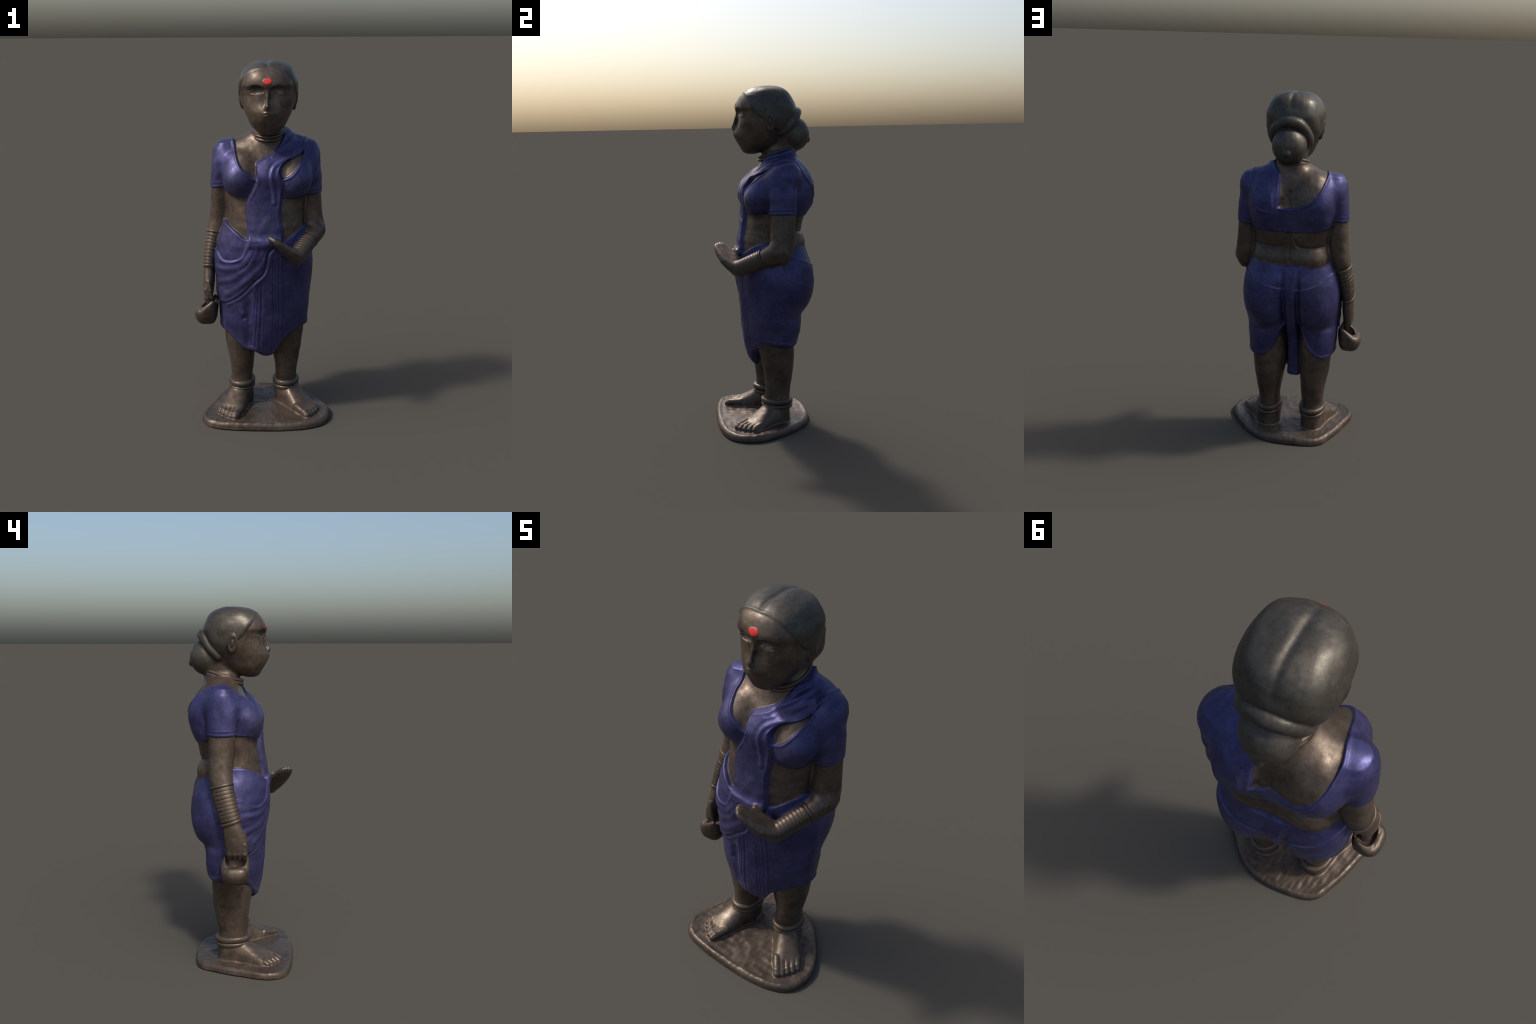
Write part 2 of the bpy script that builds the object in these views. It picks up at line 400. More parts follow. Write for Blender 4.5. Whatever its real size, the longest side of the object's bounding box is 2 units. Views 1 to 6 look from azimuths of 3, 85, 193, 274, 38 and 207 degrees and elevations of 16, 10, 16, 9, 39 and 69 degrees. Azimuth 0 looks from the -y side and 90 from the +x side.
bl_back = Curve1([(.30, 1.255), (.226, 1.257), (.143, 1.262), (0, 1.262), (-.147, 1.270), (-.198, 1.279), (-.25, 1.295), (-.3, 1.30)])
sari_front = Mask2([(.118, 1.74), (.122, 1.64), (.100, 1.570), (.064, 1.526), (.020, 1.499), (-.014, 1.482), (-.031, 1.461), (-.031, 1.43),
                    (-.026, 1.385), (-.047, 1.330), (-.076, 1.280), (-.086, 1.235), (-.084, 1.18), (-.076, 1.133), (-.079, 1.075), (-.082, 1.042),
                    (-.100, .984), (-.132, .950), (-.184, .936), (-.219, .941), (-.253, .974), (-.33, 1.02), (-.36, .82), (-.33, .63), (-.250, .664),
                    (-.197, .679), (-.129, .726), (-.09, .764), (-.038, .821), (.010, .868), (.030, .925), (.040, .984), (.069, 1.015),
                    (.103, 1.025), (.121, 1.05), (.121, 1.10), (.112, 1.16), (.108, 1.215), (.116, 1.29), (.122, 1.36), (.114, 1.395), (.108, 1.432),
                    (.133, 1.466), (.175, 1.489), (.218, 1.513), (.238, 1.55), (.246, 1.60), (.246, 1.74)], 5)
sari_back = Mask2([(.105, 1.74), (.108, 1.641), (.070, 1.575), (.061, 1.50), (.063, 1.377), (.070, 1.264), (.10, 1.272), (.134, 1.294),
                   (.178, 1.342), (.203, 1.422), (.236, 1.50), (.246, 1.58), (.246, 1.74)], 5)
pleat_x = [((-.030, .765), (-.054, .43)), ((-.017, .80), (-.036, .42)), ((.004, .83), (-.010, .40)), ((.069, .95), (.062, .40)),
           ((.083, .95), (.076, .41)), ((.099, .96), (.094, .43)), ((.120, .96), (.118, .47))]
pleats = Lines2([[a, ((a[0] + b[0]) / 2 + .002, (a[1] + b[1]) / 2), b] for a, b in pleat_x])
chest_folds = Lines2([[(.20, 1.545), (.14, 1.498), (.088, 1.466), (.064, 1.440), (.056, 1.40), (.062, 1.35), (.070, 1.30), (.072, 1.26)],
                      [(.17, 1.59), (.115, 1.54), (.06, 1.505)]])
hip_folds = Lines2([[(.06, 1.0), (.015, .93), (-.04, .865), (-.11, .80), (-.19, .735)],
                    [(-.02, 1.02), (-.055, .93), (-.11, .87), (-.18, .82), (-.25, .79)],
                    [(-.05, .985), (-.10, .915), (-.17, .885), (-.25, .87)],
                    [(.09, 1.03), (.05, 1.045), (.0, 1.03)]])
flap_rim = Lines2([[(.075, 1.00), (.052, .97), (.043, .92), (.022, .86), (-.032, .808), (-.085, .75), (-.125, .712), (-.195, .667)]])
back_crease = Lines2([[(.27, 1.04), (.254, 1.026), (.196, .994), (.125, .970), (.030, .952)],
                      [(-.052, .946), (-.124, .966), (-.192, 1.0), (-.24, 1.045)]])
butt_crease = Lines2([[(.235, .672), (.173, .680), (.088, .703), (.035, .74)], [(-.062, .745), (-.10, .715), (-.157, .702), (-.225, .700)]])
back_fold = Lines2([[(.188, 1.44), (.182, 1.39), (.120, 1.375), (.095, 1.37)], [(.175, 1.34), (.13, 1.335), (.10, 1.355)],
                    [(.105, 1.47), (.098, 1.42), (.10, 1.38)]])
spine_l = Lines2([[(.010, 1.40), (.014, 1.45), (.008, 1.48)], [(.055, 1.41), (.050, 1.44)]])
navel_back = Lines2([[(-.165, 1.178), (-.11, 1.172), (-.045, 1.180), (-.02, 1.22)], [(.185, 1.176), (.13, 1.17), (.055, 1.178), (.03, 1.22)],
                     [(.004, 1.28), (.006, 1.20), (.006, 1.10)]])

def ridge(d, w): return np.exp(-(d / w) ** 2).astype(f32)

# ------------------------------------------------------------------ the whole casting
def field(P, want=False):
    P = np.ascontiguousarray(P, f32)
    x, y, z = P[:, 0], P[:, 1], P[:, 2]
    D = {}
    front = 1 - sstep(y, .05, .14)
    # --- body under the clothes
    d_t = torso(P)
    d_t = smin(d_t, smin(trap_r(P), trap_l(P), .02), .035)
    d_b = smin(breast_r(P), breast_l(P), .004)
    d_t = smin(d_t, smin(chest_r(P), chest_l(P), .02), .02)
    d_t = smin(d_t, d_b, .034)
    d_t = smin(d_t, smin(blade_r(P), blade_l(P), .01), .03)
    d_t = smin(d_t, smin(roll_r(P), roll_l(P), .01), .04)
    d_t = smin(d_t, neck(P), .030)
    d_ar, d_al = smin(arm_r(P), ball_r(P), .02), smin(arm_l(P), ball_l(P), .02)
    d_t = smin(d_t, smin(fill_r(P), fill_l(P), .01), .02)
    D['torso'] = d_t
    body = smin(d_t, smin(d_ar, d_al, .01), (.014 + .034 * sstep(z, 1.36, 1.50)).astype(f32))
    bodyz = (z > .92) & (z < 1.72) & (body < .06)
    mb = np.full(len(P), -1., f32); ms = np.full(len(P), -1., f32)
    i = np.nonzero(bodyz)[0]
    if len(i):
        X, Y, Z = x[i], y[i], z[i]; F = front[i]
        bottom = bl_front(X) + (bl_back(X) - bl_front(X)) * sstep(Y, -.02, .12)
        nk = neck_front(X, Z) * F + neck_back(X, Z) * (1 - F)
        on_r = d_ar[i] < d_t[i]; on_l = d_al[i] < d_t[i]
        low = np.where(on_r, 1.312 + .12 * (X + .29), np.where(on_l, 1.284 + .10 * (X - .33), bottom))
        m = np.minimum(Z - low, np.where((X < -.205) | (X > .26), .05, -nk))
        mb[i] = m
        F2 = 1 - sstep(Y, .08, .16)
        s = sari_front(X, Z) * F2 + sari_back(X, Z) * (1 - F2)
        s = np.where((Z < .93) | (Z > 1.665) | on_r | on_l & (X > .25), -1, s).astype(f32)
        s = np.minimum(s, 1.628 + .25 * (Y - .1) - Z)
        ms[i] = s
        b = smin(body[i], drape_core(P[i]) + .0 + .06 * (1 - sstep(s, -.006, .016)) + .06 * sstep(Z, 1.49, 1.55) + .004, .015)
        onarm = on_r | on_l
        th = .0055 * sstep(m, -.002, .006)
        th += np.where(onarm, .0014 * ridge(Z - low - .010, .005) + .0012 * ridge(Z - low - .030, .004), .0042 * ridge(nk + .009, .007) * (Z > 1.33))
        ins = sstep(s, .004, .02)
        fold = F2 * (.0036 * ridge(chest_folds(X, Z), .009) - .0028 * ridge(chest_folds(X, Z) - .017, .010)) \
            + (1 - F2) * .003 * ridge(back_fold(X, Z), .008)
        sa = .0085 + .0045 * F2 + .0022 * ridge(s - .010, .009) + ins * fold + ins * (.0016 * lumps(P[i], 38, 31) + .0026 * sstep(-Z, -1.24, -1.12) * lumps(P[i] * np.array([1.4, 1, .5], f32), 48, 33))
        w = sstep(s, -.002, .009)
        th = th * (1 - w) + sa * w
        bk = 1 - F
        th -= bk * sstep(-m, 0, .01) * (.007 * ridge(navel_back(X, Z), .009) + .006 * ridge(spine_l(X, Z), .012))
        body = body.copy(); body[i] = b - th
    D['body'] = body
    # --- skirt
    sk = smin(skirt_loft(P), smin(smin(butt_r(P), thigh_r(P), .045), smin(butt_l(P), thigh_l(P), .045), .004), .025)
    i = np.nonzero(sk < .06)[0]
    mk = np.full(len(P), -1., f32)
    if len(i):
        X, Y, Z = x[i], y[i], z[i]
        t = sstep(Y, -.06, .10); t2 = sstep(Y, -.02, .14)
        hem = hem_front(X) * (1 - t) + hem_back(X) * t
        top = top_front(X) * (1 - t2) + top_back(X) * t2
        a = sk[i]
        F2 = 1 - sstep(Y, -.01, .05)
        s = sari_front(X, Z)
        s = np.where(F2 > .5, s, -np.abs(s) - .01); s = np.minimum(s, (.03 - Y))
        mk[i] = np.where(Z < 1.09, s, -1)
        wob = .011 * lumps(P[i], 20, 17)
        hf = hip_folds(X + wob, Z + wob)
        a = a - F2 * (.010 * sstep(s, -.001, .012) + sstep(s, .0, .02) * (.0030 * ridge(hf, .014) - .0020 * ridge(hf - .026, .013) + .0036 * lumps(P[i], 40, 8))
                      + .0045 * ridge(flap_rim(X, Z), .010))
        pm = F2 * sstep(-s, .0, .012)
        a = a + pm * (.0032 * ridge(pleats(X + .25 * wob, Z), .0045))
        a = a - pm * .004 * sstep(X, -.06, -.03) * (1 - sstep(X, .115, .135)) * sstep(Z, .40, .5)
        a = a + pm * .011 * ridge(X + .070, .024) * sstep(Z, .40, .46) * (1 - sstep(Z, .66, .76))
        B = sstep(Y, .06, .14)
        dl = back_line(X) - Z
        a = a - B * (.0055 * sstep(dl, -.004, .007) * (1 - sstep(dl, .02, .13)) + .0015 * ridge(dl - .006, .006)) * (1 - ridge(X + .012, .030))
        side = ridge(X + .055, .011) + ridge(X - .033, .011)
        a = a + B * (.004 * ridge(butt_crease(X, Z), .020) + .012 * side * sstep(Z, .66, .74) * (1 - sstep(Z, .98, 1.07)))
        a = a + B * .022 * ridge(X + .012, .045) * sstep(Z, .66, .72) * (1 - sstep(Z, .86, .95))
        a = a - B * .005 * ridge(Z - hem - .010, .014) * sstep(.69 - hem, 0, .03)
        a = a - .0014 * ridge(Z - hem - .020, .006) - .003 * (1 - sstep(Z, hem, hem + .03))
        a = a - .0012 * ridge(top - Z - .012, .010) * sstep(-s, .0, .02)
        # stomach dimple and soft wear
        a = a + .008 * np.exp(-((X + .098) / .010) ** 2 - ((Z - .602) / .012) ** 2) * F2 - .004 * np.exp(-((X + .105) / .02) ** 2 - ((Z - .63) / .02) ** 2) * F2
        a = smax(a, hem - Z, .012); a = smax(a, Z - top, .010)
        sk = sk.copy(); sk[i] = a
    sk = smin(sk, smax(strip(P), z - 1.07, .006), .006)
    D['skirt'] = sk
    legs = smin(smin(leg_r(P), foot_r(P), .025), smin(leg_l(P), foot_l(P), .025), .004)
    D['leg'] = legs
    # --- head
    sku = smin(skull(P), crown(P) + (.05 * sstep(1.876 - z, 0, .06) * (1 - sstep(y, -.085, -.03))).astype(f32), .012)
    near = sku < .05
    if near.any():
        Q = P[near]; a = sku[near]
        X, Y, Z = Q[:, 0], Q[:, 1], Q[:, 2]
        for s in sockets: a = smax(a, -s(Q), .010)
        for k, e in enumerate(eyes):
            a = smin(a, e(Q), .005)
            dx = (X - e.c[0]) / .033; dz = (Z - e.c[2] + .003 * dx * dx) / .0110
            q = np.sqrt(dx * dx + dz * dz)
            fr_ = (Y < -.04)
            a = a - fr_ * (.0015 * ridge(q - 1.0, .15) - .0016 * ridge(q - 1.32, .14) * (Z > e.c[2]) - .0010 * (q < .9))
            rr = np.sqrt((X - e.c[0]) ** 2 + (Z - e.c[2]) ** 2)
            a = a + fr_ * .0012 * ridge(rr - .0085, .002)
        a = smin(a, muzzle(Q), .042)
        a = smin(a, nose(Q), .020)
        for s in nostrils: a = smin(a, s(Q), .006)
        a = smin(smin(a, lip_up(Q), .006), lip_lo(Q), .005)
        a = a + (Y < -.05) * .0016 * (ridge(X - .024, .003) + ridge(X - .034, .003)) * sstep(Z, 1.63, 1.65) * sstep(1.72 - Z, 0, .02)
        mh = Y - hair_edge(Z)
        a = a - .0055 * sstep(mh, -.006, .010)
        part = ridge(X - .030 - .02 * (Y - .03), .014) * sstep(Y, -.11, -.06) * (1 - sstep(Y, .14, .20)) * (Z > 1.85)
        a = a + .0065 * part
        a = a - sstep(mh, 0, .02) * .0050 * lumps(Q, 27, 21)
        be = np.sqrt(((X - .036) / .0235) ** 2 + ((Z - 1.896) / .0160) ** 2)
        a = a - (Y < 0) * .0025 * sstep(1.12 - be, 0, .3)
        sku = sku.copy(); sku[near] = a
    ear = []
    for sx, e, c, Rm in ear_parts:
        d = e(P); m = d < .04
        if m.any():
            Q = (P[m] - c) @ Rm.T
            q = np.sqrt((Q[:, 1] / .026) ** 2 + ((Q[:, 2]) / .053) ** 2)
            d = d.copy()
            d[m] += (.009 * ridge(q - .50, .17) * (Q[:, 2] > -.038) + .003 * (q < .5) * (1 - q) + .004 * ridge(q - 1.25, .15) * 0).astype(f32)
        ear.append(d)
    D['ear'] = smin(ear[0], ear[1], .002)
    D['skull'] = sku
    D['bun'] = smin(bun_e(P), knob(P), .012)
    D['band'] = band_t(P)
    headd = smin(sku, D['ear'], .004)
    headd = smin(headd, D['bun'], .006); headd = smin(headd, D['band'], .006)
    D['head'] = headd
    # --- left forearm and hand, right fingers
    hl = hand_l(P); fl = fore_l(P)
    fr_ = thumb_r(P)
    for t in fingers_r: fr_ = smin(fr_, t(P), .003)
    D['hand_l'] = hl; D['fore_l'] = fl; D['finger_r'] = fr_
    D['arm_r'] = d_ar; D['arm_l'] = d_al
    D['base'] = base_f(P)
    lb = smin(legs, D['base'], .012)
    kk = (.006 + .045 * sstep(np.maximum(ms, mk), .002, .022) * sstep(z, .98, 1.04)).astype(f32)
    out = smin(body, sk, kk)
    out = smin(out, smin(legs, D['base'], .010), .006)
    out = smin(out, headd, .020)
    arml = smin(fl, hl, .014)
    out = smin(out, arml, .024)
    out = smin(out, fr_, .006)
    out = out - .0008 * lumps(P, 70, 5) - .0016 * lumps(P, 33, 6)
    out = smax(out, -z, .004)
    if want:
        D.update(mb=mb, ms=ms, mk=mk, out=out)
        return D
    return out

# ------------------------------------------------------------------ meshing of a field (surface nets on a narrow band)
def mesh_field(F, lo, hi, h):
    lo = np.array(lo); B = 6
    nb = np.ceil((np.array(hi) - lo) / (h * B)).astype(int)
    I = np.stack(np.meshgrid(*[np.arange(n) for n in nb], indexing='ij'), -1).reshape(-1, 3)
    C = lo + (I + .5) * h * B
    v = np.concatenate([F(c) for c in np.array_split(C, max(1, len(C) // 200000))])
    dims = nb * B + 1
    val = np.full(dims, 1, f32)
    keep = np.abs(v) < h * B * .87 * 1.25 + .010
    for b in I[(~keep) & (v < 0)]:
        val[b[0] * B:b[0] * B + B, b[1] * B:b[1] * B + B, b[2] * B:b[2] * B + B] = -1
    K = I[keep]
    o = np.stack(np.meshgrid(*[np.arange(B)] * 3, indexing='ij'), -1).reshape(-1, 3)
    G = (K[:, None, :] * B + o[None]).reshape(-1, 3)
    for g in np.array_split(G, max(1, len(G) // 400000)):
        val[g[:, 0], g[:, 1], g[:, 2]] = F(lo + g * h)
    s = val < 0
    c = [s[i:dims[0] - 1 + i, j:dims[1] - 1 + j, k:dims[2] - 1 + k] for i in (0, 1) for j in (0, 1) for k in (0, 1)]
    anyv = c[0].copy(); allv = c[0].copy()
    for q in c[1:]: anyv |= q; allv &= q
    act = np.argwhere(anyv & ~allv)
    idx = np.full(np.array(dims) - 1, -1, np.int32)
    idx[act[:, 0], act[:, 1], act[:, 2]] = np.arange(len(act))
    acc = np.zeros((len(act), 3)); cnt = np.zeros(len(act))
    corner = [(i, j, k) for i in (0, 1) for j in (0, 1) for k in (0, 1)]
    cv = [val[act[:, 0] + i, act[:, 1] + j, act[:, 2] + k] for i, j, k in corner]
    for a in range(8):
        for ax in range(3):
            if corner[a][ax]: continue
            b = corner.index(tuple(corner[a][q] + (q == ax) for q in range(3)))
            m = (cv[a] < 0) != (cv[b] < 0)
            t = cv[a][m] / (cv[a][m] - cv[b][m])
            p = np.tile(np.array(corner[a], float), (m.sum(), 1)); p[:, ax] += t
            acc[m] += p; cnt[m] += 1
    V = lo + (act + acc / cnt[:, None]) * h
    quads = []
    for ax in range(3):
        u, w = (ax + 1) % 3, (ax + 2) % 3
        sl0 = [slice(None)] * 3; sl1 = [slice(None)] * 3
        sl0[ax] = slice(0, -1); sl1[ax] = slice(1, None)
        e = np.argwhere(s[tuple(sl0)] != s[tuple(sl1)])
        e = e[(e[:, u] > 0) & (e[:, w] > 0) & (e[:, u] < dims[u] - 1) & (e[:, w] < dims[w] - 1)]
        inside = s[e[:, 0], e[:, 1], e[:, 2]]
        def cell(du, dw):
            q = e.copy(); q[:, u] -= du; q[:, w] -= dw
            return idx[q[:, 0], q[:, 1], q[:, 2]]
        Q = np.stack([cell(1, 1), cell(0, 1), cell(0, 0), cell(1, 0)], 1)
        Q[~inside] = Q[~inside][:, ::-1]
        quads.append(Q)
    return V, np.concatenate(quads)

def settle(F, V, h, it=2):
    e = h * .5
    for _ in range(it):
        f0 = F(V); g = np.stack([F(V + np.eye(3)[a] * e) - F(V - np.eye(3)[a] * e) for a in range(3)], 1) / (2 * e)
        n2 = np.maximum((g * g).sum(1), .15)
        st = (f0 / n2)[:, None] * g
        L = np.linalg.norm(st, axis=1, keepdims=True)
        V = V - st * np.minimum(1, h * .8 / np.maximum(L, 1e-9))
    return V

def cut(V, T, s, eps):
    """split triangles along s = 0"""
    s = s.copy(); s[np.abs(s) < eps] = 0
    sg = np.sign(s)
    a = sg[T]
    mixed = (a.max(1) > 0) & (a.min(1) < 0)
    keep = T[~mixed]; M = T[mixed]
    if not len(M): return V, T
    E = np.sort(np.concatenate([M[:, [0, 1]], M[:, [1, 2]], M[:, [2, 0]]]), 1)
    E = E[sg[E[:, 0]] * sg[E[:, 1]] < 0]
    key = E[:, 0].astype(np.int64) * len(V) + E[:, 1]
    uk, first = np.unique(key, return_index=True); UE = E[first]
    t = s[UE[:, 0]] / (s[UE[:, 0]] - s[UE[:, 1]])
    NV = V[UE[:, 0]] + (V[UE[:, 1]] - V[UE[:, 0]]) * t[:, None]
    def ev(p, q):
        k = np.minimum(p, q).astype(np.int64) * len(V) + np.maximum(p, q)
        return len(V) + np.searchsorted(uk, k)
    new = [keep]
    sm = sg[M]; zero = (sm == 0).any(1)
    # one zero vertex, one crossing
    Z = M[zero]
    r = np.argmax(sg[Z] == 0, 1); Z = np.stack([Z[np.arange(len(Z)), (r + i) % 3] for i in range(3)], 1)
    m = ev(Z[:, 1], Z[:, 2])
    new += [np.stack([Z[:, 0], Z[:, 1], m], 1), np.stack([Z[:, 0], m, Z[:, 2]], 1)]
    N = M[~zero]; q = sg[N]; lone = np.argmax(q == -np.sign(q.sum(1))[:, None], 1)
    N = np.stack([N[np.arange(len(N)), (lone + i) % 3] for i in range(3)], 1)
    ab, ac = ev(N[:, 0], N[:, 1]), ev(N[:, 0], N[:, 2])
    new += [np.stack([N[:, 0], ab, ac], 1), np.stack([ab, N[:, 1], N[:, 2]], 1), np.stack([ab, N[:, 2], ac], 1)]
    return np.concatenate([V, NV]), np.concatenate(new)

def vnormals(V, T):
    n = np.cross(V[T[:, 1]] - V[T[:, 0]], V[T[:, 2]] - V[T[:, 0]])
    out = np.zeros_like(V)
    for a in range(3):
        for k in range(3): out[:, k] += np.bincount(T[:, a], n[:, k], len(V))
    return out / np.maximum(np.linalg.norm(out, axis=1, keepdims=True), 1e-12)

# ------------------------------------------------------------------ materials
def node_mat(name, build):
    m = bpy.data.materials.new(name); m.use_nodes = True
    nt = m.node_tree; b = nt.nodes['Principled BSDF']
    tc = nt.nodes.new('ShaderNodeTexCoord')
    build(nt, b, tc.outputs['Object'])
    return m

def noise(nt, co, scale, detail=4, rough=.55):
    n = nt.nodes.new('ShaderNodeTexNoise'); n.inputs['Scale'].default_value = scale
    n.inputs['Detail'].default_value = detail; n.inputs['Roughness'].default_value = rough
    nt.links.new(co, n.inputs['Vector']); return n.outputs['Fac']

def ramp(nt, fac, stops):
    r = nt.nodes.new('ShaderNodeValToRGB'); e = r.color_ramp.elements
    while len(e) < len(stops): e.new(.5)
    for el, (p, c) in zip(e, stops): el.position = p; el.color = (*c, 1)
    nt.links.new(fac, r.inputs['Fac']); return r.outputs['Color']

def mixc(nt, a, b, fac, mode='MIX'):
    m = nt.nodes.new('ShaderNodeMix'); m.data_type = 'RGBA'; m.blend_type = mode
    if isinstance(fac, float): m.inputs[0].default_value = fac
    else: nt.links.new(fac, m.inputs[0])
    nt.links.new(a, m.inputs[6]); nt.links.new(b, m.inputs[7]); return m.outputs[2]

def bump(nt, b, h, strength, dist):
    n = nt.nodes.new('ShaderNodeBump'); n.inputs['Strength'].default_value = strength; n.inputs['Distance'].default_value = dist
    nt.links.new(h, n.inputs['Height']); nt.links.new(n.outputs['Normal'], b.inputs['Normal'])

def metal(dark, mid, light, worn, metallic, r0, r1, scale=9, bump_s=.25, worn_amt=.6):
    def build(nt, b, co):
        big = noise(nt, co, scale, 5, .62); fine = noise(nt, co, 60, 4, .6)
        c1 = ramp(nt, big, [(.32, dark), (.50, mid), (.68, light)])
        patch = ramp(nt, noise(nt, co, 4.3, 6, .68), [(.48, (0, 0, 0)), (.66, (worn_amt,) * 3)])
        wc = nt.nodes.new('ShaderNodeRGB'); wc.outputs[0].default_value = (*worn, 1)
        c1 = mixc(nt, c1, wc.outputs[0], patch)
        c2 = ramp(nt, fine, [(.30, (.76, .76, .76)), (.70, (1.18, 1.18, 1.18))])
        nt.links.new(mixc(nt, c1, c2, 1.0, 'MULTIPLY'), b.inputs['Base Color'])
        rr = nt.nodes.new('ShaderNodeMapRange'); rr.inputs['To Min'].default_value = r0; rr.inputs['To Max'].default_value = r1
        rr.inputs['From Min'].default_value = .3; rr.inputs['From Max'].default_value = .7
        nt.links.new(noise(nt, co, 17, 4, .65), rr.inputs['Value']); nt.links.new(rr.outputs['Result'], b.inputs['Roughness'])
        b.inputs['Metallic'].default_value = metallic
        b.inputs['Specular IOR Level'].default_value = .4
        bump(nt, b, noise(nt, co, 75, 5, .65), bump_s, .0025)
    return build

BRONZE = node_mat('bronze', metal((.066, .048, .037), (.100, .074, .056), (.142, .107, .079), (.076, .060, .050), .55, .32, .56))
DARK = node_mat('dark_bronze_hair', metal((.058, .052, .043), (.078, .070, .057), (.102, .090, .072), (.070, .060, .050), .55, .36, .54))
BLUE = node_mat('blue_paint', metal((.036, .035, .102), (.050, .048, .138), (.072, .069, .186), (.053, .048, .092), .52, .34, .56))
RED = node_mat('red_paint', metal((.46, .018, .020), (.55, .024, .024), (.62, .035, .032), (.5, .03, .03), .0, .5, .6))

# ------------------------------------------------------------------ scene objects
col = bpy.context.scene.collection
root = bpy.data.objects.new('statue', None); col.objects.link(root)
root["label"] = "bronze statue of a standing woman in blue sari with pot"
root["category"] = "statue"

def add(name, me, mat, parent=None):
    ob = bpy.data.objects.new(name, me); col.objects.link(ob); ob.parent = parent or root
    if mat and not me.materials: me.materials.append(mat)
    return ob

def to_mesh(name, V, T, N):
    used = np.unique(T); remap = np.full(len(V), -1, np.int64); remap[used] = np.arange(len(used))
    t = remap[T]; v = V[used]
    me = bpy.data.meshes.new(name)
    me.vertices.add(len(v)); me.vertices.foreach_set('co', v.astype(f32).ravel())
    me.loops.add(t.size); me.loops.foreach_set('vertex_index', t.astype(np.int32).ravel())
    me.polygons.add(len(t)); me.polygons.foreach_set('loop_start', np.arange(0, t.size, 3, dtype=np.int32))
    me.polygons.foreach_set('loop_total', np.full(len(t), 3, np.int32))
    me.polygons.foreach_set('use_smooth', np.ones(len(t), bool))
    me.update(calc_edges=True); me.validate()
    if N is not None: me.normals_split_custom_set_from_vertices(N[used].astype(f32))
    return me

V, Q = mesh_field(field, (-.42, -.36, -.02), (.44, .36, 2.03), H)
V = settle(field, V, H)
T = np.concatenate([Q[:, [0, 1, 2]], Q[:, [0, 2, 3]]])

def cut_fields(P):
    D = field(P, True)
    x, y, z = P[:, 0], P[:, 1], P[:, 2]
    rest = np.minimum.reduce([D['leg'], D['hand_l'], D['fore_l'], D['finger_r'], D['base'], D['head']])
    S = {}
    S['skirt'] = np.minimum(D['body'], rest) - D['skirt']                  # > 0 on the skirt
    onbody = rest - D['body']
    S['blouse'] = np.where(onbody > -.004, D['mb'], -1)
    S['sari'] = np.where(onbody > -.004, D['ms'], -1)
    S['flap'] = D['mk']
    S['hair'] = np.clip(y - hair_edge(z.astype(f32)), -.2, .2)
    S['bindi'] = 1 - np.sqrt(((x - .036) / .0235) ** 2 + ((z - 1.896) / .0160) ** 2)
    S['body_head'] = D['head'] - np.minimum(D['body'], D['skirt'])
    D['rest'] = rest
    return S, D

def local_cut(V, T, key, eps, sel=None):
    S, D = cut_fields(V); s = S[key].astype(float)
    if sel is not None: s = np.where(sel(V, S, D), s, -1.0 if key != 'hair' else s)
    return cut(V, T, s, eps)
on_head = lambda V, S, D: (D['skull'] < D['ear'] + .02) & (V[:, 2] > 1.6) & (S['body_head'] < .01)
V, T = local_cut(V, T, 'skirt', H * .15)
V, T = local_cut(V, T, 'blouse', H * .15)
V, T = local_cut(V, T, 'sari', H * .15)
V, T = local_cut(V, T, 'flap', H * .15, lambda V, S, D: S['skirt'] > -.002)
V, T = local_cut(V, T, 'hair', H * .15)
V, T = local_cut(V, T, 'bindi', .05, lambda V, S, D: (V[:, 1] < -.05) & (V[:, 2] > 1.8))
N = vnormals(V, T)

Cn = V[T].mean(1)
S, D = cut_fields(Cn)
x, y, z = Cn[:, 0], Cn[:, 1], Cn[:, 2]
lab = np.full(len(T), '', dtype='<U16')
names = ['body', 'skirt', 'leg', 'hand_l', 'fore_l', 'finger_r', 'base', 'head']
am = np.argmin(np.stack([D[n] for n in names]), 0)
pick = lambda n: am == names.index(n)
b = pick('body')
arm_is_r = b & (D['arm_r'] < D['torso']); arm_is_l = b & (D['arm_l'] < D['torso'])
lab[b] = 'torso'; lab[b & (z > 1.60)] = 'neck'
lab[arm_is_r] = 'arm'; lab[arm_is_l] = 'arm.L'
lab[arm_is_r & (z < .85)] = 'hand'
lab[pick('fore_l')] = 'arm.L'; lab[pick('hand_l')] = 'hand.L'; lab[pick('finger_r')] = 'hand'
lab[b & (S['blouse'] > 0)] = 'blouse'
lab[b & (S['sari'] > 0)] = 'sari_drape'
k = S['skirt'] > 0
lab[k] = 'skirt'; lab[k & (S['flap'] > 0)] = 'sari_drape'
g = pick('leg') & ~k
lab[g & (x < .01)] = 'leg'; lab[g & (x >= .01)] = 'leg.L'
lab[g & (x < .01) & (z < .125)] = 'foot'; lab[g & (x >= .01) & (z < .125)] = 'foot.L'
lab[pick('base')] = 'base'
h = pick('head') & ~k
hd = np.stack([D['skull'], D['ear'], D['bun'], D['band']]); ha = np.argmin(hd, 0)
lab[h] = 'face'
lab[h & (ha == 0) & (S['hair'] > 0)] = 'hair'
lab[h & (ha == 1)] = np.where(x[h & (ha == 1)] < 0, 'ear', 'ear.L')
lab[h & (ha == 2)] = 'hair_bun'; lab[h & (ha == 3)] = 'hair_band'
lab[(lab == 'face') & (S['bindi'] > 0) & (y < -.05) & (z > 1.8)] = 'forehead_mark'
lab[lab == ''] = 'torso'
mats = {'blouse': BLUE, 'sari_drape': BLUE, 'skirt': BLUE, 'hair': DARK, 'hair_bun': DARK, 'hair_band': DARK, 'forehead_mark': RED}
made = {}
